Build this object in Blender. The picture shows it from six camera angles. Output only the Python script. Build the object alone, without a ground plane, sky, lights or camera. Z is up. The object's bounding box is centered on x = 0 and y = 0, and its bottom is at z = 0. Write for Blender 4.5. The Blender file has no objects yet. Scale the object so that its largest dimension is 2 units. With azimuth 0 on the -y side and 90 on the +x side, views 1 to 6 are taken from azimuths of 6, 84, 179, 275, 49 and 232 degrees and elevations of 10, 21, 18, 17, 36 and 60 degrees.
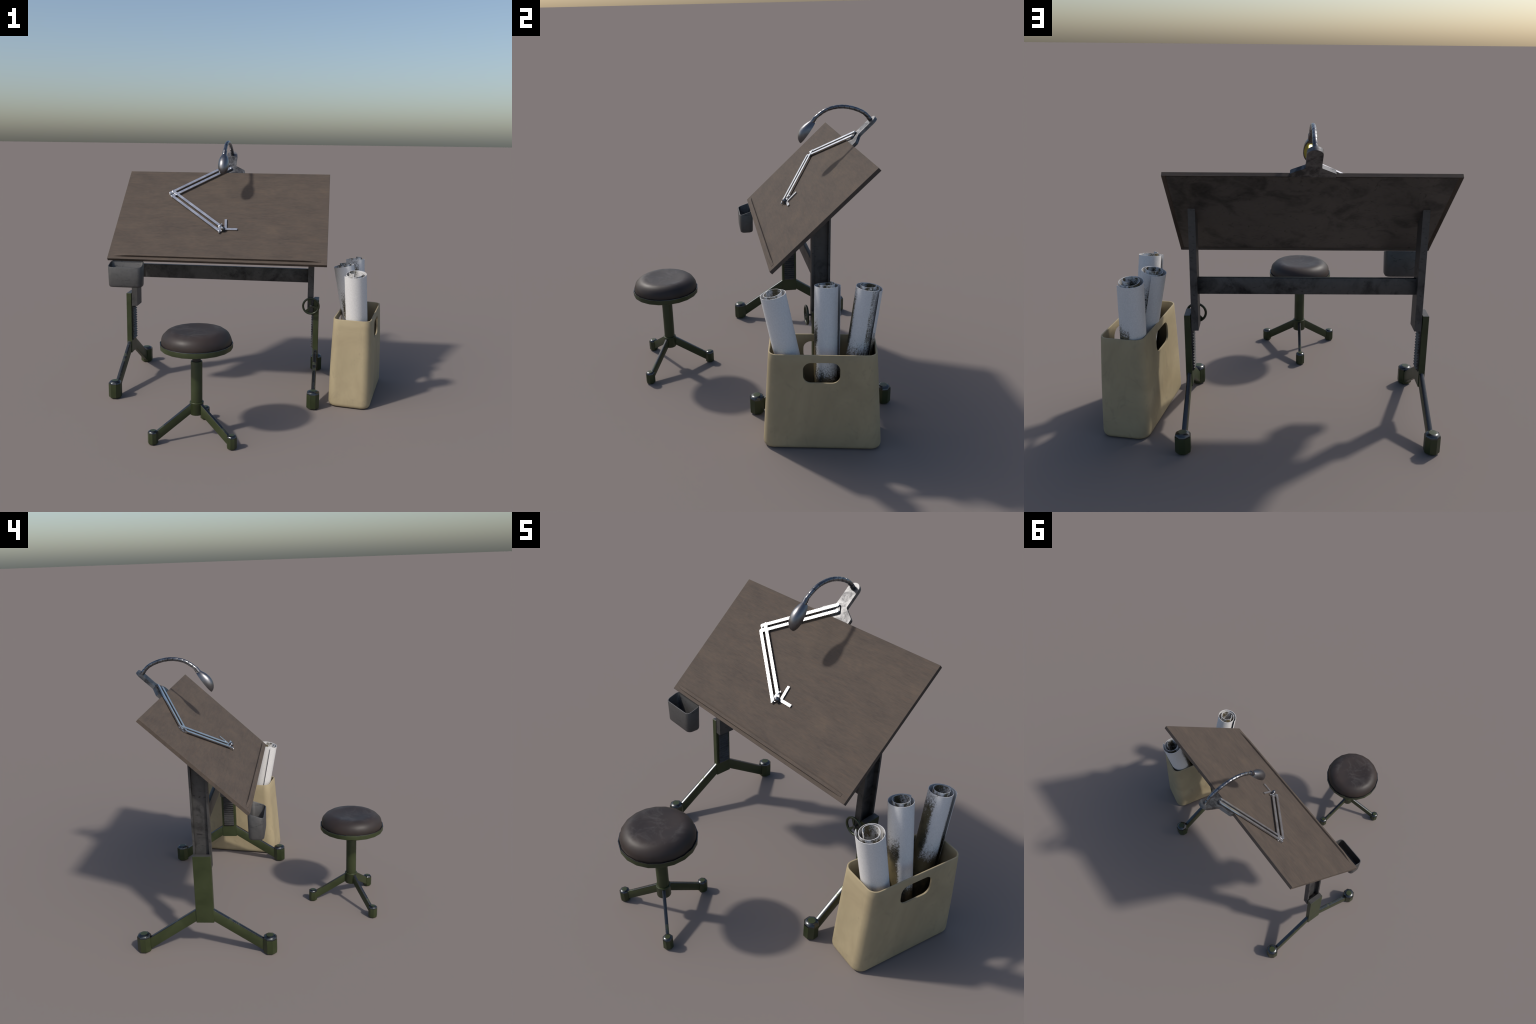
"""Tilted drafting table with gooseneck lamp and linkage arm, a round stool,
a paper basket and three rolled drawings.  Metres, z up."""
import bpy, bmesh, math, random
from math import sin, cos, pi, radians, sqrt
from mathutils import Vector, Matrix, Quaternion

random.seed(7)

# ------------------------------------------------------------------ materials
class Nodes:
    """Small helper for building node trees."""
    def __init__(self, name):
        self.mat = bpy.data.materials.new(name)
        self.mat.use_nodes = True
        self.t = self.mat.node_tree
        self.t.nodes.clear()
        self.out = self.t.nodes.new('ShaderNodeOutputMaterial')
        self.bsdf = self.t.nodes.new('ShaderNodeBsdfPrincipled')
        self.t.links.new(self.bsdf.outputs[0], self.out.inputs[0])
        self.co = self.t.nodes.new('ShaderNodeTexCoord').outputs['Object']

    def link(self, a, b):
        if isinstance(a, (int, float)):
            b.default_value = a
        elif isinstance(a, tuple):
            b.default_value = a if len(a) == 4 or len(b.default_value) == 3 else (*a, 1)
        else:
            self.t.links.new(a, b)

    def mapping(self, scale=(1, 1, 1), loc=(0, 0, 0), rot=(0, 0, 0)):
        m = self.t.nodes.new('ShaderNodeMapping')
        m.inputs['Scale'].default_value = scale
        m.inputs['Location'].default_value = loc
        m.inputs['Rotation'].default_value = rot
        self.t.links.new(self.co, m.inputs['Vector'])
        return m.outputs[0]

    def noise(self, scale, detail=4, rough=.55, vec=None, dist=0.0):
        n = self.t.nodes.new('ShaderNodeTexNoise')
        n.inputs['Scale'].default_value = scale
        n.inputs['Detail'].default_value = detail
        n.inputs['Roughness'].default_value = rough
        n.inputs['Distortion'].default_value = dist
        self.t.links.new(vec if vec is not None else self.co, n.inputs['Vector'])
        return n.outputs['Fac']

    def ramp(self, fac, stops, interp='LINEAR'):
        r = self.t.nodes.new('ShaderNodeValToRGB')
        r.color_ramp.interpolation = interp
        el = r.color_ramp.elements
        while len(el) < len(stops):
            el.new(.5)
        for e, (p, c) in zip(el, stops):
            e.position = p
            e.color = (c, c, c, 1) if isinstance(c, (int, float)) else (*c, 1)
        self.t.links.new(fac, r.inputs[0])
        return r.outputs[0]

    def mix(self, fac, a, b, mode='MIX'):
        m = self.t.nodes.new('ShaderNodeMix')
        m.data_type = 'RGBA'
        m.blend_type = mode
        self.link(fac, m.inputs[0])
        self.link(a, m.inputs[6])
        self.link(b, m.inputs[7])
        return m.outputs[2]

    def math(self, op, a, b=0.0, c=0.0, clamp=False):
        m = self.t.nodes.new('ShaderNodeMath')
        m.operation = op
        m.use_clamp = clamp
        self.link(a, m.inputs[0]); self.link(b, m.inputs[1]); self.link(c, m.inputs[2])
        return m.outputs[0]

    def xyz(self):
        s = self.t.nodes.new('ShaderNodeSeparateXYZ')
        self.t.links.new(self.co, s.inputs[0])
        return s.outputs

    def bump(self, height, strength=.2, dist=.002):
        b = self.t.nodes.new('ShaderNodeBump')
        b.inputs['Strength'].default_value = strength
        b.inputs['Distance'].default_value = dist
        self.t.links.new(height, b.inputs['Height'])
        self.t.links.new(b.outputs[0], self.bsdf.inputs['Normal'])

    def set(self, **kw):
        for k, v in kw.items():
            self.link(v, self.bsdf.inputs[k.replace('_', ' ')])
        return self.mat


def wood(name='walnut_board', grain_axis=0):
    n = Nodes(name)
    st = (2.0, 20, 20) if grain_axis == 0 else (20, 2, 20)
    fine = (9, 150, 150) if grain_axis == 0 else (150, 9, 150)
    a = n.noise(3.4, 6, .62, n.mapping((1.3, 3.0, 3.0), (3, 1, 0)), .5)
    b = n.noise(3.0, 5, .65, n.mapping(st))
    c = n.noise(2.6, 4, .65, n.mapping(fine))
    f = n.math('MULTIPLY_ADD', b, .40, n.math('MULTIPLY', a, .60))
    f = n.math('MULTIPLY_ADD', c, .42, n.math('MULTIPLY', f, .58))
    col = n.ramp(f, [(.36, (.064, .052, .046)), (.47, (.083, .067, .056)),
                     (.55, (.097, .077, .063)), (.66, (.120, .091, .067))])
    warm = n.ramp(n.noise(2.4, 4, .65, n.mapping((5, 110, 110), (5, 2, 1))), [(.54, 0), (.74, .5)])
    col = n.mix(warm, col, (.134, .087, .059))
    n.bump(c, .25, .0006)
    return n.set(Base_Color=col, Roughness=n.ramp(f, [(.3, .76), (.7, .86)]), Specular_IOR_Level=.12)


def dark_steel(name, lo=(.020, .020, .021), hi=(.060, .058, .056), metal=.55, rough=(.42, .62), patch=.5):
    n = Nodes(name)
    a = n.noise(5.5, 6, .62, None, 1.2)
    b = n.noise(2.4, 4, .6, n.mapping((1, 1, 1), (4, 2, 7)), .8)
    c = n.noise(46, 5, .65)
    f = n.math('MULTIPLY_ADD', b, .5, n.math('MULTIPLY', a, .5))
    smear = n.ramp(f, [(patch - .10, 0), (patch + .02, .8), (patch + .16, 1)])
    col = n.mix(smear, lo, hi)
    scuff = n.ramp(n.noise(11, 6, .7, n.mapping((1, 1, 2.5), (1, 5, 2)), 2.5), [(.58, 0), (.66, .75)])
    col = n.mix(scuff, col, tuple(x * .75 for x in lo))
    col = n.mix(n.ramp(c, [(.35, 0), (.7, .22)]), col, tuple(min(1, x * 1.5) for x in hi))
    r = n.math('MULTIPLY_ADD', f, rough[1] - rough[0], rough[0])
    n.bump(c, .08, .0006)
    return n.set(Base_Color=col, Metallic=metal, Roughness=r)


def bright_steel(name, base=(.56, .57, .58), dark=(.22, .22, .23), rough=.30, patch=.62, speck=(.30, .26, .24)):
    n = Nodes(name)
    a = n.noise(14, 5, .65, None, .6)
    b = n.noise(60, 5, .7, n.mapping((1, 1, 1), (3, 3, 3)), .4)
    col = n.mix(n.ramp(a, [(.40, 1), (.60, 0)]), base, dark)
    sp = n.ramp(n.noise(34, 6, .75, n.mapping((1, 1, 1), (9, 1, 4)), .6), [(patch, 0), (patch + .05, .8)])
    col = n.mix(sp, col, speck)
    r = n.math('MULTIPLY_ADD', a, .16, rough - .08)
    r = n.math('MULTIPLY_ADD', sp, .25, r)
    n.bump(b, .02, .0006)
    return n.set(Base_Color=col, Metallic=1.0, Roughness=r)


def green_paint(name='olive_green_paint'):
    n = Nodes(name)
    a = n.noise(7, 5, .6, None, .6)
    b = n.noise(120, 4, .7)
    col = n.mix(n.ramp(a, [(.38, 0), (.68, 1)]), (.030, .040, .014), (.043, .055, .021))
    chip = n.ramp(n.noise(24, 7, .72, n.mapping((1, 1, 1), (2, 8, 3)), .8), [(.66, 0), (.70, .8)])
    col = n.mix(chip, col, (.055, .055, .050))
    fleck = n.ramp(b, [(.70, 0), (.78, .55)])
    col = n.mix(fleck, col, (.10, .11, .085))
    n.bump(b, .06, .0005)
    return n.set(Base_Color=col, Metallic=.15, Roughness=n.math('MULTIPLY_ADD', a, .22, .30),
                 Specular_IOR_Level=.5)


def grey_edge(name='grey_green_edge'):
    n = Nodes(name)
    a = n.noise(7, 5, .65, None, .6)
    f = n.ramp(a, [(.58, 0), (.66, 1)])
    col = n.mix(f, (.085, .09, .092), (.036, .046, .018))
    return n.set(Base_Color=col, Metallic=n.math('SUBTRACT', .95, n.math('MULTIPLY', f, .8)),
                 Roughness=n.math('MULTIPLY_ADD', f, .12, .26))


def leather(name='brown_black_leather'):
    n = Nodes(name)
    a = n.noise(8, 6, .68, n.mapping((1, 1, .6), (1.3, .4, 0)), .7)
    b = n.noise(150, 3, .6)
    big = n.noise(5.0, 3, .5, n.mapping((1, 1, 1), (6, 2, 3)))
    col = n.mix(n.ramp(n.noise(4, 3), [(.4, 0), (.7, 1)]), (.027, .0205, .0185), (.040, .028, .0235))
    wear = n.math('MULTIPLY', n.ramp(a, [(.48, 0), (.66, 1)]), n.ramp(big, [(.42, 0), (.58, 1)]))
    # the scuffs sit on the crown only
    x, y, _ = n.xyz()
    out = n.math('MULTIPLY_ADD', x, x, n.math('MULTIPLY', y, y))
    wear = n.math('MULTIPLY', wear, n.ramp(out, [(.022, 1), (.034, 0)]))
    col = n.mix(n.math('MULTIPLY', wear, .5), col, (.110, .099, .092))
    n.bump(b, .10, .0006)
    return n.set(Base_Color=col, Roughness=n.math('MULTIPLY_ADD', n.noise(9, 4), .20, .40), Specular_IOR_Level=.36)


def canvas(name='sand_felt'):
    n = Nodes(name)
    a = n.noise(3.2, 5, .62, n.mapping((1, 1, .8)), .8)
    b = n.noise(11, 6, .68, n.mapping((1, 1, .45), (4, 1, 2)), 1.0)
    col = n.mix(n.ramp(a, [(.35, 0), (.68, 1)]), (.330, .267, .163), (.407, .332, .204))
    col = n.mix(n.ramp(b, [(.55, 0), (.75, .30)]), col, (.260, .222, .145))
    col = n.mix(n.ramp(n.noise(2.2, 3, .5, n.mapping((1, 1, 1), (8, 3, 1))), [(.45, 0), (.7, .30)]), col, (.300, .262, .160))
    smudge = n.ramp(n.noise(7.5, 7, .72, n.mapping((1, 1, .7), (3, 9, 5)), 1.6), [(.56, 0), (.66, .22)])
    col = n.mix(smudge, col, (.190, .160, .110))
    n.bump(n.noise(260, 3, .7), .10, .0006)
    return n.set(Base_Color=col, Roughness=.72, Specular_IOR_Level=.3)


def paper(name, flap, stripe, rise, length, sides):
    """White drawing paper, mottled dark brown towards the foot, along one side and inside."""
    n = Nodes(name)
    x, y, z = n.xyz()
    fine = n.noise(130, 9, .80, n.mapping((1, 1, .8)), .2)
    mid = n.noise(17, 4, .6, n.mapping((1, 1, .5), (2, 5, 1)))
    speckle = n.math('MULTIPLY_ADD', fine, 2.6, n.math('MULTIPLY_ADD', mid, .9, -1.75))   # about -.6..+.6
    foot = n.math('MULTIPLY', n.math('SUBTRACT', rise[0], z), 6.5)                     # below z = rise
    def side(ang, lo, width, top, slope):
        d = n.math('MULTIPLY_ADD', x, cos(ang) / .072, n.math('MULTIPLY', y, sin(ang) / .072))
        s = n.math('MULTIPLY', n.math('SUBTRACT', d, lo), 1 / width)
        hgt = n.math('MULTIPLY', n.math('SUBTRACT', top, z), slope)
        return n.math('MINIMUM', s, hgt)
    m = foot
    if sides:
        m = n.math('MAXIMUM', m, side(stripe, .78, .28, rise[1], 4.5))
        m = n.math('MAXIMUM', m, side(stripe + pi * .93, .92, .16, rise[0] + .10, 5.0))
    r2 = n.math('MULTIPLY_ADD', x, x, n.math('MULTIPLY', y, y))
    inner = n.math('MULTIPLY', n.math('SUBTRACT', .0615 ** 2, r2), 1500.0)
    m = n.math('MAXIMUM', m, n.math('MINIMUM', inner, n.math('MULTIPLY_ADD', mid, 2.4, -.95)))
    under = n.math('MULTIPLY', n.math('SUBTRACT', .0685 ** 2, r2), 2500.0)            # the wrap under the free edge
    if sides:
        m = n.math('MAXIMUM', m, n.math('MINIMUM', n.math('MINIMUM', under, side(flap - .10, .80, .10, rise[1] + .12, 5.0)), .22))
    mask = n.ramp(n.math('ADD', m, speckle), [(.02, 0), (.46, 1)])
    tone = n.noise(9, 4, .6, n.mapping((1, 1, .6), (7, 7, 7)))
    dark_brown = n.mix(n.ramp(tone, [(.40, 0), (.62, 1)]), (.035, .031, .021), (.135, .107, .055))
    dark_brown = n.mix(n.ramp(fine, [(.55, 0), (.75, .5)]), dark_brown, (.22, .19, .13))
    white = n.mix(n.ramp(n.noise(120, 4, .7), [(.35, 0), (.65, 1)]), (.66, .65, .64), (.74, .73, .72))
    n.bump(n.noise(190, 3), .05, .0005)
    return n.set(Base_Color=n.mix(mask, white, dark_brown), Roughness=.55, Specular_IOR_Level=.35)


M_WOOD = wood()
M_DARK = dark_steel('blackened_steel', (.013, .013, .014), (.088, .086, .085), .5, (.40, .58), .5)
M_PANEL = dark_steel('grimy_dark_panel', (.012, .0115, .0115), (.082, .074, .068), .3, (.42, .60), .50)
M_TRAY = dark_steel('grey_cast_tray', (.034, .034, .035), (.092, .090, .089), .45, (.40, .55), .44)
M_BAR = bright_steel('polished_linkage_steel', (.66, .665, .68), (.55, .55, .565), .30, .69)
M_CLAMP = bright_steel('cast_clamp_steel', (.20, .20, .204), (.065, .065, .068), .50, .66, (.06, .06, .06))
M_NECK = bright_steel('gooseneck_steel', (.24, .245, .255), (.14, .14, .15), .26, .72, (.09, .09, .09))
M_SHADE = bright_steel('lamp_shade_steel', (.215, .215, .225), (.165, .165, .175), .36, .75, (.16, .16, .16))
M_GREEN = green_paint()
M_EDGE = grey_edge()
M_WHEEL = dark_steel('dark_green_enamel', (.018, .024, .012), (.030, .038, .020), .2, (.28, .40))
M_LEATHER = leather()
M_BASKET = canvas()
M_RUBBER = dark_steel('black_spindle', (.012, .012, .012), (.03, .03, .03), .3, (.4, .5))


def lens_material():
    n = Nodes('yellow_reflector')
    col = n.mix(n.noise(30, 3), (.36, .31, .055), (.44, .38, .075))
    return n.set(Base_Color=col, Roughness=.35)


def bulb_material():
    n = Nodes('lit_bulb')
    return n.set(Base_Color=(.9, .85, .45, 1), Emission_Color=(1.0, .92, .42, 1), Emission_Strength=4.0, Roughness=.4)


def sheet_edge():
    n = Nodes('paper_edge')
    col = n.mix(n.noise(60, 3), (.62, .61, .59), (.72, .71, .70))
    return n.set(Base_Color=col, Roughness=.6)


M_SHEET = sheet_edge()
M_LENS, M_BULB = lens_material(), bulb_material()

# ------------------------------------------------------------------ geometry helpers
WORLD = {}


def empty(name, loc, label, category):
    o = bpy.data.objects.new(name, None)
    o.empty_display_size = .1
    bpy.context.collection.objects.link(o)
    o.matrix_world = WORLD[o] = Matrix.Translation(loc)
    o['label'], o['category'] = label, category
    return o


def place(o, parent, matrix):
    """Put an object at a world matrix, below an optional parent."""
    WORLD[o] = matrix
    if parent is not None:
        o.parent = parent
        o.matrix_parent_inverse = WORLD[parent].inverted()
    o.matrix_basis = matrix
    return o


def finish(bm, name, mats, parent=None, matrix=None, smooth=35.0):
    me = bpy.data.meshes.new(name)
    bmesh.ops.recalc_face_normals(bm, faces=bm.faces)
    bm.to_mesh(me)
    bm.free()
    for m in mats if isinstance(mats, (list, tuple)) else [mats]:
        me.materials.append(m)
    if smooth:
        me.shade_smooth()
        me.set_sharp_from_angle(angle=radians(smooth))
    o = bpy.data.objects.new(name, me)
    bpy.context.collection.objects.link(o)
    return place(o, parent, matrix or Matrix())


def again(o, parent, matrix):
    c = o.copy()
    bpy.context.collection.objects.link(c)
    return place(c, parent, matrix)


def add_box(bm, lo, hi):
    r = bmesh.ops.create_cube(bm, size=1)
    for v in r['verts']:
        for k in range(3):
            v.co[k] = lo[k] if v.co[k] < 0 else hi[k]
    return r['verts']


def bevel(bm, width, segs=2, verts=None, mat=-1, angle=30):
    es = [e for e in bm.edges if e.is_manifold and e.calc_face_angle(0) > radians(angle)]
    if verts is not None:
        vs = set(verts)
        es = [e for e in es if e.verts[0] in vs and e.verts[1] in vs]
    bmesh.ops.bevel(bm, geom=es, offset=width, segments=segs, profile=.5, affect='EDGES',
                    clamp_overlap=True, material=mat)


def loft(bm, rings, cap0=True, cap1=True, closed=True):
    vs = [[bm.verts.new(p) for p in r] for r in rings]
    n = len(vs[0])
    fs = []
    for a, b in zip(vs, vs[1:]):
        for i in range(n if closed else n - 1):
            j = (i + 1) % n
            fs.append(bm.faces.new((a[i], a[j], b[j], b[i])))
    if cap0:
        fs.append(bm.faces.new(vs[0][::-1]))
    if cap1:
        fs.append(bm.faces.new(vs[-1]))
    return vs, fs


def circle(r, z, n=24, phase=0.0, cx=0, cy=0):
    return [(cx + r * cos(phase + 2 * pi * i / n), cy + r * sin(phase + 2 * pi * i / n), z) for i in range(n)]


def lathe(bm, profile, n=24, phase=0.0, cx=0, cy=0):
    return loft(bm, [circle(r, z, n, phase, cx, cy) for r, z in profile])


def round_rect(w, l, r, z, n=6, cx=0, cy=0):
    pts = []
    for k, (sx, sy) in enumerate(((1, 1), (-1, 1), (-1, -1), (1, -1))):
        for i in range(n + 1):
            a = pi / 2 * (k + i / n)
            pts.append((cx + sx * (w / 2 - r) + r * cos(a), cy + sy * (l / 2 - r) + r * sin(a), z))
    return pts


def prism(bm, outline, z0, z1):
    return loft(bm, [[(x, y, z0) for x, y in outline], [(x, y, z1) for x, y in outline]])


def bar_outline(a, b, width, n=6):
    """Round-ended flat bar between two pivots in a plane."""
    a, b = Vector(a), Vector(b)
    d = (b - a).normalized()
    ang = math.atan2(d.y, d.x)
    r = width / 2
    pts = [(b.x + r * cos(ang - pi / 2 + pi * i / n), b.y + r * sin(ang - pi / 2 + pi * i / n)) for i in range(n + 1)]
    pts += [(a.x + r * cos(ang + pi / 2 + pi * i / n), a.y + r * sin(ang + pi / 2 + pi * i / n)) for i in range(n + 1)]
    return pts


def tube(bm, path, radius, n=14):
    """Sweep a circle along a path lying in a plane x = const."""
    rings = []
    for i, p in enumerate(path):
        p = Vector(p)
        q0, q1 = Vector(path[max(i - 1, 0)]), Vector(path[min(i + 1, len(path) - 1)])
        t = (q1 - q0).normalized()
        u = Vector((1, 0, 0))
        v = t.cross(u)
        r = radius[i] if isinstance(radius, list) else radius
        rings.append([p + u * (r * cos(2 * pi * k / n)) + v * (r * sin(2 * pi * k / n)) for k in range(n)])
    return loft(bm, rings)


def catmull(pts, per=8):
    out = []
    P = [Vector(p) for p in pts]
    P = [P[0] * 2 - P[1]] + P + [P[-1] * 2 - P[-2]]
    for i in range(1, len(P) - 2):
        for k in range(per):
            t = k / per
            a, b, c, d = P[i - 1], P[i], P[i + 1], P[i + 2]
            out.append(.5 * (2 * b + (c - a) * t + (2 * a - 5 * b + 4 * c - d) * t * t + (3 * b - a - 3 * c + d) * t ** 3))
    out.append(P[-2])
    return out


def foot_mesh(bm, apothem, height, n=8):
    """Octagonal foot with a rounded shoulder, grey round the shoulder, painted crown."""
    R = apothem / cos(pi / n)
    s = height / .128
    prof = [(R * .76, 0), (R * .97, .008 * s), (R, .014 * s), (R, .105 * s), (R * .97, .113 * s),
            (R * .84, .121 * s), (R * .64, .126 * s), (R * .52, .128 * s), (R * .46, .1282 * s)]
    vs, fs = lathe(bm, prof, n, pi / n)
    for k, f in enumerate(fs):
        ring = k // n
        if 3 <= ring <= 6 and k < n * (len(prof) - 1):
            f.material_index = 1


# ------------------------------------------------------------------ drafting table
CX = -.2135                      # symmetry plane of the table
TY = .3545                       # y of the leg centre line
TILT = radians(43.01)
table = empty('drafting_table', (CX, TY, 0), 'tilted wooden drafting table on green steel legs', 'table')
BOARD = Matrix.Translation((CX, .027, 1.007)) @ Matrix.Rotation(TILT, 4, 'X')   # x across, y up the slope, z off the board
BW, BD, BT = 1.573, .8752, .0246

# tabletop: slab with a shallow recess below
bm = bmesh.new()
add_box(bm, (-BW / 2, 0, -BT), (BW / 2, BD, 0))
bm.faces.ensure_lookup_table()
under = [f for f in bm.faces if f.normal.z < -.5]
bmesh.ops.inset_region(bm, faces=under, thickness=.021, depth=0)
bmesh.ops.translate(bm, verts=[v for f in under for v in f.verts], vec=(0, 0, .012))
bevel(bm, .0012, 1, angle=60)
tabletop = finish(bm, 'tabletop', M_WOOD, table, BOARD, 30)

bm = bmesh.new()
add_box(bm, (-BW / 2 + .0205, .0205, -BT + .0100), (BW / 2 - .0205, BD - .0205, -BT + .0130))
finish(bm, 'underside_panel', M_PANEL, tabletop, BOARD, 0)

# pencil lip: a low ridge near the front edge, fading out at both ends
bm = bmesh.new()
rings = []
half = .743
for i in range(61):
    u = -1 + 2 * i / 60
    s = half * (math.copysign(1 - (1 - abs(u)) ** 1.6, u))
    e = min(1.0, (half - abs(s)) / .125)
    h = .0015 + .0135 * sin(e * pi / 2) ** 1.2
    rings.append([(s, .0225, -.001), (s, .0225, h - .0015), (s, .0240, h), (s, .0405, h), (s, .0425, h - .0020), (s, .0430, -.001)])
loft(bm, rings)
finish(bm, 'pencil_lip', M_WOOD, tabletop, BOARD, 40)


# legs -----------------------------------------------------------------
def under_z(y):
    """height of the recessed underside of the board above the floor"""
    return .9905 + (y - .0435) * math.tan(TILT) + .016


def build_leg(side, proto=None):
    """side = -1 for the end away from the basket; the other end is its mirror image."""
    def X(d):                      # d = distance from the table's symmetry plane
        return CX + side * d
    px = Matrix.Translation((X(.714), TY, 0))
    d0, d1 = .6955 - .714, .7335 - .714
    # post
    bm = bmesh.new()
    lo, hi = sorted((side * d0, side * d1))
    add_box(bm, (lo, -.0585, .222), (hi, .0585, .693))
    bevel(bm, .0018, 1)
    for f in bm.faces:
        if f.normal.z > .9:
            f.material_index = 1
    leg = finish(bm, 'leg', [M_GREEN, M_DARK], table, px, 30)
    # slanted braces
    for sy in (-1, 1):
        bm = bmesh.new()
        th = .014
        prof = [(.055, .317), (.055, .230), (.385, .012), (.385, .100)]
        v0 = [bm.verts.new((-th, sy * y, z)) for y, z in prof]
        v1 = [bm.verts.new((th, sy * y, z)) for y, z in prof]
        bm.faces.new(v0); bm.faces.new(v1[::-1])
        for i in range(4):
            j = (i + 1) % 4
            bm.faces.new((v0[i], v1[i], v1[j], v0[j]))
        bmesh.ops.recalc_face_normals(bm, faces=bm.faces)
        bm.faces.ensure_lookup_table()
        top = [f for f in bm.faces if f.normal.z > .6]
        es = {e for f in bm.faces if abs(f.normal.z) > .6 for e in f.edges if abs(e.verts[0].co.x - e.verts[1].co.x) < 1e-5}
        for f in top:
            f.material_index = 1
        bmesh.ops.bevel(bm, geom=list(es), offset=.006, segments=2, profile=.5, affect='EDGES')
        for f in bm.faces:
            if f.normal.z > .25:
                f.material_index = 1
        finish(bm, 'brace', [M_GREEN, M_EDGE], leg, px, 40)
    # gear rack: base strip with a row of triangular teeth
    bm = bmesh.new()
    zz, pitch, count = .324, .01865, 19
    prof = [(0, zz - .005), (.006, zz - .004)]
    for k in range(count):
        z = zz + k * pitch
        prof += [(.0075, z + .0015), (.0155, z + pitch * .42), (.0155, z + pitch * .62), (.0075, z + pitch * .98)]
    prof += [(.006, zz + count * pitch), (0, zz + count * pitch)]
    ys = (-.040, .040)
    loft(bm, [[(side * (d0 - p), y, z) for p, z in prof] for y in ys])
    finish(bm, 'gear_rack', M_DARK, leg, px, 20)
    # feet
    for y in (-.065, .7745):
        m = Matrix.Translation((X(.715), y, 0))
        if 'foot' in PROTO:
            again(PROTO['foot'], leg, m)
        else:
            bm = bmesh.new()
            foot_mesh(bm, .0440, .129)
            PROTO['foot'] = finish(bm, 'foot', [M_GREEN, M_EDGE], leg, m, 32)
    # upright: C-channel, open towards the outside, cut to the board's slope
    ux = Matrix.Translation((X(.67), TY, 0))
    a, b = .649 - .67, .6905 - .67          # inner and outer face
    y0, y1, fl, web = -.0580, .0585, .013, .014
    sec = [(a, y0), (b, y0), (b, y0 + fl), (a + web, y0 + fl), (a + web, y1 - fl), (b, y1 - fl), (b, y1), (a, y1)]
    bm = bmesh.new()
    rings = []
    for lev in (0, 1):
        rings.append([(side * p, q, .596 if lev == 0 else under_z(q + TY)) for p, q in sec])
    loft(bm, rings)
    bevel(bm, .0015, 1)
    up = finish(bm, 'upright', M_DARK, table, ux, 30)
    # pivot bolt near the foot of the upright
    bm = bmesh.new()
    lathe(bm, [(.0052, 0), (.0052, .002), (.0035, .0032)], 10)
    bolt_m = Matrix.Translation((X(.672), TY + y1, .648)) @ Matrix.Rotation(-pi / 2, 4, 'X')
    finish(bm, 'bolt', M_DARK, up, bolt_m, 40)
    return leg, up


PROTO = {}
build_leg(-1)
leg_right, up_right = build_leg(1)

# crossbeam
bm = bmesh.new()
add_box(bm, (-.6495, -.0135, -.051), (.6495, .0135, .051))
bevel(bm, .002, 2)
finish(bm, 'crossbeam', M_DARK, table, Matrix.Translation((CX, .3560, .8660)), 40)

# hand wheel: rim, three flat spokes, hub and axle
wheel_m = Matrix.Translation((.462, .268, .654)) @ Matrix.Rotation(pi / 2, 4, 'X')   # local z points to -y
bm = bmesh.new()
R, rr, N, K = .0575, .0078, 40, 10
rings = [[((R + rr * cos(2 * pi * k / K)) * cos(2 * pi * i / N), (R + rr * cos(2 * pi * k / K)) * sin(2 * pi * i / N), rr * sin(2 * pi * k / K)) for k in range(K)] for i in range(N)]
vs = [[bm.verts.new(p) for p in r] for r in rings]
for i in range(N):
    for k in range(K):
        bm.faces.new((vs[i][k], vs[(i + 1) % N][k], vs[(i + 1) % N][(k + 1) % K], vs[i][(k + 1) % K]))
wheel = finish(bm, 'hand_wheel', M_WHEEL, table, wheel_m, 60)
spoke = None
for ang in (106, 346, 232):
    m = wheel_m @ Matrix.Rotation(radians(ang), 4, 'Z')
    if spoke is None:
        bm = bmesh.new()
        ring = lambda x, w, t: [(x, -w, -t), (x, w, -t), (x, w, t), (x, -w, t)]
        loft(bm, [ring(.002, .0075, .003), ring(.012, .0055, .003), ring(.056, .0110, .0025)])
        spoke = finish(bm, 'spoke', M_WHEEL, wheel, m, 30)
    else:
        again(spoke, wheel, m)
bm = bmesh.new()
lathe(bm, [(.0065, -.034), (.0065, -.006), (.010, -.005), (.010, .004), (.007, .006)], 16)
finish(bm, 'axle', M_DARK, wheel, wheel_m, 40)

# pen tray ---------------------------------------------------------------
tray_m = Matrix.Translation((-.8512, -.0005, .8125))
bm = bmesh.new()


def tray_ring(w, l, r, z, slope=0.0, dy=0.0):
    return [(x, y + dy, q + slope * (y + .0500)) for x, y, q in round_rect(w, l, r, z, 5)]


SL = .0285 / .085
rings = [tray_ring(.219, .077, .024, 0), tray_ring(.231, .089, .028, .0025), tray_ring(.238, .096, .030, .008),
         tray_ring(.2405, .0985, .030, .017), tray_ring(.248, .104, .030, .1435, SL), tray_ring(.246, .102, .029, .1452, SL),
         tray_ring(.238, .094, .025, .1452, SL), tray_ring(.235, .091, .024, .143, SL),
         tray_ring(.229, .087, .022, .060), tray_ring(.214, .072, .018, .046)]
loft(bm, rings)
finish(bm, 'pen_tray', M_TRAY, table, tray_m, 40)

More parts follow.
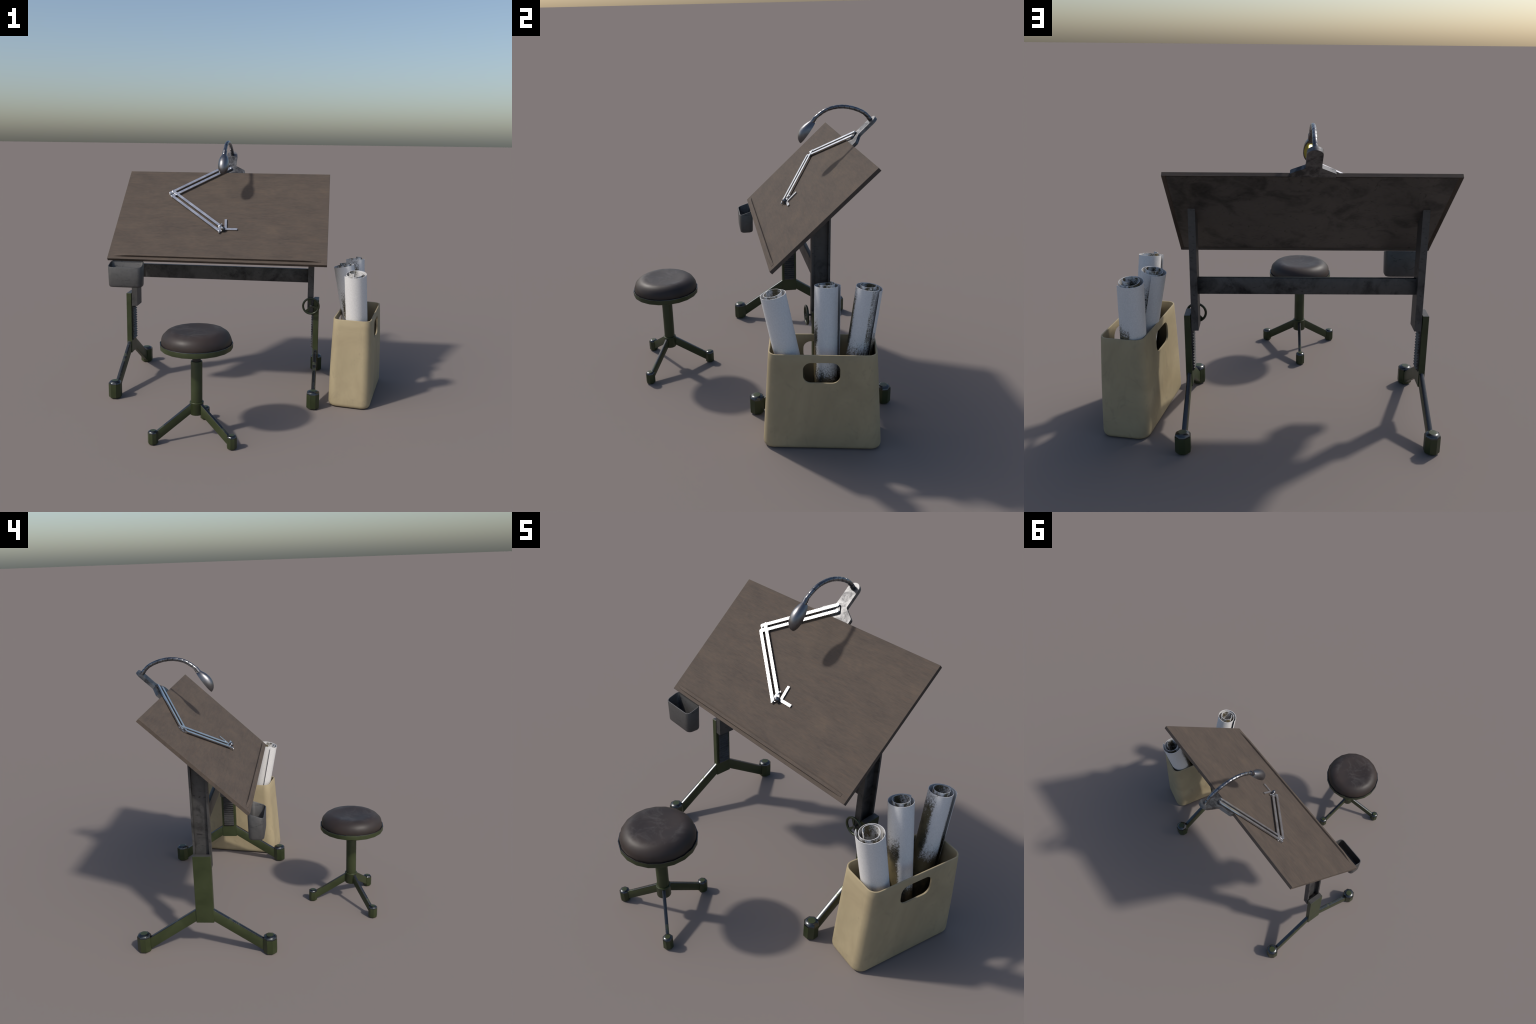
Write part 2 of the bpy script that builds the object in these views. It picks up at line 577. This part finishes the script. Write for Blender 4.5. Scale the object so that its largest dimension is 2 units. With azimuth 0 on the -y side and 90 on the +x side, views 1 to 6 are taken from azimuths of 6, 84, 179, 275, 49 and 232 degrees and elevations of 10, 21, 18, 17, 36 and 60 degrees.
# lamp ---------------------------------------------------------------------
# clamp plate: foot along the board's top edge, neck and rounded head beyond it
out = [(-.1195, .872), (.1195, .872), (.1195, .903), (.112, .912), (.044, .956), (.0415, .966)]
hc, hr = 1.077, .0415
out += [(hr * cos(a), hc + hr * sin(a)) for a in [pi * i / 12 for i in range(13)]]
out += [(-.0415, .966), (-.044, .956), (-.112, .912), (-.1195, .903)]
bm = bmesh.new()
prism(bm, out, -.0255, -.002)
bevel(bm, .0035, 2, angle=50)
lamp = finish(bm, 'lamp_clamp', M_CLAMP, table, BOARD, 35)

# gooseneck: segmented flexible tube in the symmetry plane
pts = [(.822, 1.740), (.811, 1.754), (.792, 1.776), (.766, 1.797), (.730, 1.8145), (.690, 1.828), (.648, 1.8365), (.605, 1.839),
       (.562, 1.8345), (.521, 1.823), (.487, 1.805), (.460, 1.7855), (.437, 1.7655)]
path = catmull([(0, y, z) for y, z in pts], 10)
L = [0.0]
for a, b in zip(path, path[1:]):
    L.append(L[-1] + (b - a).length)


def at(s):
    s = min(max(s, 0), L[-1])
    for i in range(len(L) - 1):
        if L[i + 1] >= s:
            t = (s - L[i]) / max(L[i + 1] - L[i], 1e-9)
            return path[i].lerp(path[i + 1], t)
    return path[-1]


segs, sp, sr = 12, [], []
for k in range(segs):
    for f, r in ((.0, .0095), (.03, .0128), (.12, .0134), (.5, .0136), (.88, .0134), (.97, .0128)):
        sp.append(at(L[-1] * (k + f) / segs)); sr.append(r * (1.10 if k == 0 else 1.0))
sp.append(at(L[-1])); sr.append(.0095)
neck_m = Matrix.Translation((CX, 0, 0))
bm = bmesh.new()
tube(bm, sp, sr, 16)
neck = finish(bm, 'gooseneck', M_NECK, lamp, neck_m, 38)

# lamp head: domed shade with flat open face; frame at the collar end of the face
U = Vector((0, -.595, -.804)).normalized()      # along the head, collar -> tip
D = Vector((0, -.804, .595)).normalized()       # out of the dome
head_m = Matrix(((1, 0, 0, CX), (0, U.y, D.y, .4365), (0, U.z, D.z, 1.7355), (0, 0, 0, 1)))  # x, y = along, z = dome
head_m = head_m @ Matrix.Diagonal((1, 1, 1, 1))
prof = [(-.004, .0145, .031), (.000, .018, .033), (.010, .0245, .0375), (.025, .031, .0445), (.045, .0365, .0515), (.068, .0395, .0560),
        (.092, .0400, .0560), (.114, .0370, .0505), (.132, .0315, .0420), (.146, .0240, .0310), (.155, .0155, .0190), (.1595, .0070, .0090)]
bm = bmesh.new()
rings = []
n = 20
for u, w, d in prof:
    ring = []
    for k in range(n + 1):
        a = pi * k / n
        c, s = cos(a), sin(a)
        ring.append((w * math.copysign(abs(c) ** .85, c), u, d * s ** .85))
    for k in range(1, 6):
        f = k / 6
        dish = .0035 * max(0, sin(pi * min(max((u - .006) / .148, 0), 1))) ** .5
        ring.append((-w * (1 - 2 * f) * .97, u, dish))
    rings.append(ring)
loft(bm, rings)
bmesh.ops.recalc_face_normals(bm, faces=bm.faces)
shade = finish(bm, 'lamp_shade', M_SHADE, lamp, head_m, 45)
bm = bmesh.new()
lens = []
for i in range(32):
    a = 2 * pi * i / 32
    lens.append((.0350 * cos(a), .0800 + .0700 * sin(a)))
prism(bm, lens, .0010, .0090)
finish(bm, 'reflector', M_LENS, shade, head_m, 30)
bm = bmesh.new()
outl = bar_outline((0, .035), (0, .125), .019)
prism(bm, outl, -.0008, .0030)
bevel(bm, .001, 1)
finish(bm, 'bulb', M_BULB, shade, head_m, 40)
# collar sleeve between neck and head
bm = bmesh.new()
c0, c1 = Vector((0, .4445, 1.7755)), Vector((0, .4170, 1.7325))
t = (c1 - c0)
cp = [c0, c0 + t * .02, c0 + t * .5, c0 + t * .98, c1]
tube(bm, cp, [.0135, .0160, .0170, .0182, .0175], 18)
finish(bm, 'collar', M_NECK, lamp, neck_m, 40)
# drafting arm: two parallelogram links, elbow plate, ball and two straight scales
U1a, U2a = (-.0130, .9470), (.0104, .9140)
U1b, U2b = (-.4275, .6360), (-.4058, .6032)
L1a, L2a = (-.4085, .6540), (-.4078, .6042)
L1b, L2b = (-.0055, .3215), (-.0045, .2712)
BALL = (.0220, .2880)
bm = bmesh.new()
prism(bm, bar_outline(U1a, U2a, .026), -.003, .0070)
bevel(bm, .001, 1, angle=50)
arm = finish(bm, 'drafting_arm', M_CLAMP, table, BOARD, 40)


def flat_bar(a, b, h0, h1, width=.0196):
    bm = bmesh.new()
    prism(bm, bar_outline(a, b, width), h0, h1)
    bevel(bm, .0022, 2, angle=50)
    # bar with a boss over each pivot
    for c in (a, b):
        lathe(bm, [(.0072, h1 - .001), (.0072, h1 + .0006), (.0066, h1 + .0009)], 14, 0, c[0], c[1])
    return finish(bm, 'link_bar', M_BAR, arm, BOARD, 40)


for a, b in ((U1a, U1b), (U2a, U2b)):
    flat_bar(a, b, .0080, .0170)
for a, b in ((L1a, L1b), (L2a, L2b)):
    flat_bar(a, b, .0120, .0192)
bm = bmesh.new()
for a, b, k in ((U1b, L1a, 0), (U1b, U2b, 1), (U2b, L1a, 2)):
    prism(bm, bar_outline(a, b, .020), .0015 + k * .0002, .0056 + k * .0002)
finish(bm, 'elbow_plate', M_BAR, arm, BOARD, 40)
bm = bmesh.new()
for c in (L1a, L1b, L2b):
    lathe(bm, [(.0070, .001), (.0070, .0130)], 12, 0, c[0], c[1])
finish(bm, 'pivot_pin', M_BAR, arm, BOARD, 40)
bm = bmesh.new()
for k, (a, b) in enumerate(((L1b, L2b), (L1b, BALL), (L2b, BALL))):
    prism(bm, bar_outline(a, b, .020), .0020 + k * .0002, .0120 + k * .0002)
finish(bm, 'end_plate', M_BAR, arm, BOARD, 40)
bm = bmesh.new()
lathe(bm, [(.0048, .006), (.0062, .008), (.0062, .0145), (.0046, .0165)], 12, 0, .0075, .3360)
lathe(bm, [(.0048, .006), (.0062, .008), (.0062, .0145), (.0046, .0165)], 12, 0, -.0030, .2585)
finish(bm, 'thumb_screw', M_BAR, arm, BOARD, 40)
bm = bmesh.new()
add_box(bm, (BALL[0] - .0165, BALL[1] - .0165, .0010), (BALL[0] + .0165, BALL[1] + .0165, .0120))
bevel(bm, .002, 1)
finish(bm, 'swivel_base', M_CLAMP, arm, BOARD, 40)
bm = bmesh.new()
bmesh.ops.create_uvsphere(bm, u_segments=24, v_segments=16, radius=.0165)
finish(bm, 'ball_knob', M_SHADE, arm, BOARD @ Matrix.Translation((*BALL, .0205)), 60)
for a, b in (((.0415, .2900), (.0318, .3885)), ((.0330, .2955), (.1270, .2962))):
    bm = bmesh.new()
    d = (Vector(b) - Vector(a)).normalized()
    p = Vector((-d.y, d.x)) * .0083
    a, b = Vector(a), Vector(b)
    prism(bm, [tuple(a - p), tuple(b - p), tuple(b + p), tuple(a + p)], .0016, .0098 if d.y > .5 else .0094)
    bevel(bm, .002, 2)
    finish(bm, 'ruler_scale', M_BAR, arm, BOARD, 40)

# ------------------------------------------------------------------ stool
SC = Vector((-.2125, -.6320, 0))
stool = empty('round_stool', SC, 'low round stool with dark padded leather seat', 'stool')
SM = Matrix.Translation(SC)
bm = bmesh.new()
lathe(bm, [(.0425, .153), (.0436, .155), (.0436, .224), (.0445, .226), (.0445, .231), (.0425, .233), (.0364, .2335),
           (.0362, .492), (.0345, .4965), (.0280, .497)], 20)
column = finish(bm, 'column', M_GREEN, stool, SM, 40)
bm = bmesh.new()
lathe(bm, [(.027, .490), (.027, .590)], 18)
finish(bm, 'spindle', M_RUBBER, stool, SM, 40)
# seat pan: shallow faceted dish
bm = bmesh.new()
vs, fs = lathe(bm, [(.06, .5795), (.221, .5795), (.2255, .583), (.2275, .6135), (.2265, .6160), (.2225, .6160), (.2205, .6135), (.2190, .5950), (.05, .593)], 20, .12)
for k, f in enumerate(fs):
    if k // 20 in (3, 4):
        f.material_index = 1
pan = finish(bm, 'seat_pan', [M_GREEN, M_EDGE], stool, SM, 30)
# cushion
bm = bmesh.new()
prof = [(.05, .594), (.214, .596), (.2175, .606), (.2190, .620), (.2180, .636), (.2135, .652), (.2050, .667), (.1920, .6805),
        (.1750, .6915), (.1560, .6970), (.1360, .6972), (.1150, .6955), (.0920, .6935), (.0650, .6920), (.0400, .6915), (.0150, .6915)]
lathe(bm, [(r, z - .594) for r, z in prof], 20, .12)
finish(bm, 'cushion', M_LEATHER, stool, SM @ Matrix.Translation((0, 0, .594)), 60)
# three legs with feet
for ang in (90, 210, 330):
    rot = SM @ Matrix.Rotation(radians(ang), 4, 'Z')
    if 'sleg' not in PROTO:
        bm = bmesh.new()
        th = .0100
        prof = [(.040, .224), (.040, .159), (.268, .010), (.268, .074)]
        v0 = [bm.verts.new((x, -th, z)) for x, z in prof]
        v1 = [bm.verts.new((x, th, z)) for x, z in prof]
        bm.faces.new(v0); bm.faces.new(v1[::-1])
        for i in range(4):
            j = (i + 1) % 4
            bm.faces.new((v0[i], v1[i], v1[j], v0[j]))
        bmesh.ops.recalc_face_normals(bm, faces=bm.faces)
        es = {e for f in bm.faces if abs(f.normal.z) > .6 for e in f.edges if abs(e.verts[0].co.y - e.verts[1].co.y) < 1e-5}
        bmesh.ops.bevel(bm, geom=list(es), offset=.0035, segments=2, profile=.5, affect='EDGES')
        for f in bm.faces:
            if f.normal.z > .25:
                f.material_index = 1
        PROTO['sleg'] = leg = finish(bm, 'leg', [M_GREEN, M_EDGE], stool, rot, 40)
        bm = bmesh.new()
        foot_mesh(bm, .0295, .087)
        PROTO['sfoot'] = finish(bm, 'foot', [M_GREEN, M_EDGE], leg, rot @ Matrix.Translation((.2830, 0, 0)), 32)
    else:
        leg = again(PROTO['sleg'], stool, rot)
        again(PROTO['sfoot'], leg, rot @ Matrix.Translation((.2830, 0, 0)))

# ------------------------------------------------------------------ basket
BC = Vector((.8076, .3030, 0))
BROT = radians(-10.1)
basket_m = Matrix.Translation(BC) @ Matrix.Rotation(BROT, 4, 'Z')
H = .6275
W0, L0, W1, L1 = .2960, .7070, .2660, .6255


def wall(z, off=0.0):
    t = z / H
    r = .066 - .012 * t
    bow = .007 * sin(pi * min(max(t, 0), 1))          # the broad walls belly out a little
    return round_rect(W0 + (W1 - W0) * t + bow - 2 * off, L0 + (L1 - L0) * t - 2 * off, max(r - off, .01), z, 8)


bm = bmesh.new()
rings = []
for z, off in ((.0, .030), (.0015, .020), (.006, .010), (.013, .004), (.022, .0010), (.032, 0)):
    rings.append(wall(z, off))
for k in range(1, 13):
    rings.append(wall(.032 + (H - .003 - .032) * k / 12))
rings += [wall(H - .0006, .0010), wall(H, .003), wall(H, .0065), wall(H - .0010, .0085), wall(H - .003, .0095)]
for k in range(1, 13):
    rings.append(wall(H - .003 - (H - .03) * k / 12, .0095))
rings.append(wall(.012, .020))
loft(bm, rings)
basket = finish(bm, 'paper_basket', M_BASKET, None, basket_m, 50)
basket['label'], basket['category'] = 'tapered sand-coloured felt basket with two hand holes', 'basket'
# hand holes through both long sides
bm = bmesh.new()
hole = round_rect(.2130, .1300, .047, 0, 8)
loft(bm, [[(xx, y, z) for (y, z, _) in hole] for xx in (-.3, .3)])
cut = finish(bm, 'hole_cutter', M_BASKET, None, basket_m @ Matrix.Translation((0, -.0060, .5150)), 0)
mod = basket.modifiers.new('holes', 'BOOLEAN')
mod.operation, mod.object, mod.solver = 'DIFFERENCE', cut, 'EXACT'
bpy.context.view_layer.update()
dg = bpy.context.evaluated_depsgraph_get()
new = bpy.data.meshes.new_from_object(basket.evaluated_get(dg))
basket.modifiers.clear()
old = basket.data
basket.data = new
new.name = 'paper_basket'
bpy.data.objects.remove(cut)
bpy.data.meshes.remove(old)
new.shade_smooth()
new.set_sharp_from_angle(angle=radians(50))

# ------------------------------------------------------------------ paper rolls
def paper_roll(top, low, flap_deg, stripe_deg, rise, turns=2.15, r0=.0795, tele=.018, sides=True):
    """Sheet rolled up counter-clockwise from its free outer edge at angle flap."""
    top, low = Vector(top), Vector(low)
    axis = (top - low).normalized()
    base = low + axis * ((.030 - low.z) / axis.z)
    length = (top - base).length
    q = Vector((0, 0, 1)).rotation_difference(axis)
    m = Matrix.Translation(base) @ q.to_matrix().to_4x4()
    A = radians(flap_deg)
    th = .0022
    steps = 62
    prof = []
    for i in range(steps + 1):
        f = i / steps
        # long smooth outer wraps, coarser towards the core
        u = turns * f
        k = min(max((u - .45) / .55, 0), 1)
        r = r0 * (1 - .07 * min(u, 1) - .14 * k * k * (3 - 2 * k) - .26 * min(max(u - 1, 0), 1.2))
        a = A + 2 * pi * u
        lift = tele * max(0, (u - .9) / (turns - .9)) ** 1.2
        prof.append((r * cos(a), r * sin(a), lift))
    cen = Vector((0, 0))
    def ring(z, k):
        o, inn = [], []
        for i, (x, y, l) in enumerate(prof):
            r = sqrt(x * x + y * y)
            s = (r - th) / r
            zz = z + l * k
            o.append((x, y, zz)); inn.append((x * s, y * s, zz))
        return o + inn[::-1]
    bm = bmesh.new()
    nz = 6
    loft(bm, [ring(length * j / nz, j / nz) for j in range(nz + 1)], False, False)
    # caps: a strip between both skins
    bm.verts.ensure_lookup_table()
    n = 2 * (steps + 1)
    for base_i, rev in ((0, True), (n * nz, False)):
        v = [bm.verts[base_i + i] for i in range(n)]
        for i in range(steps):
            f = (v[i], v[i + 1], v[n - 2 - i], v[n - 1 - i])
            bm.faces.new(f[::-1] if rev else f).material_index = 1
    o = finish(bm, 'paper_roll', [paper('dark_mottled_drawing_paper', A, radians(stripe_deg), rise, length, sides), M_SHEET], None, m, 40)
    o['label'], o['category'] = 'rolled sheet of white drawing paper, mottled dark brown below', 'paper roll'
    return o


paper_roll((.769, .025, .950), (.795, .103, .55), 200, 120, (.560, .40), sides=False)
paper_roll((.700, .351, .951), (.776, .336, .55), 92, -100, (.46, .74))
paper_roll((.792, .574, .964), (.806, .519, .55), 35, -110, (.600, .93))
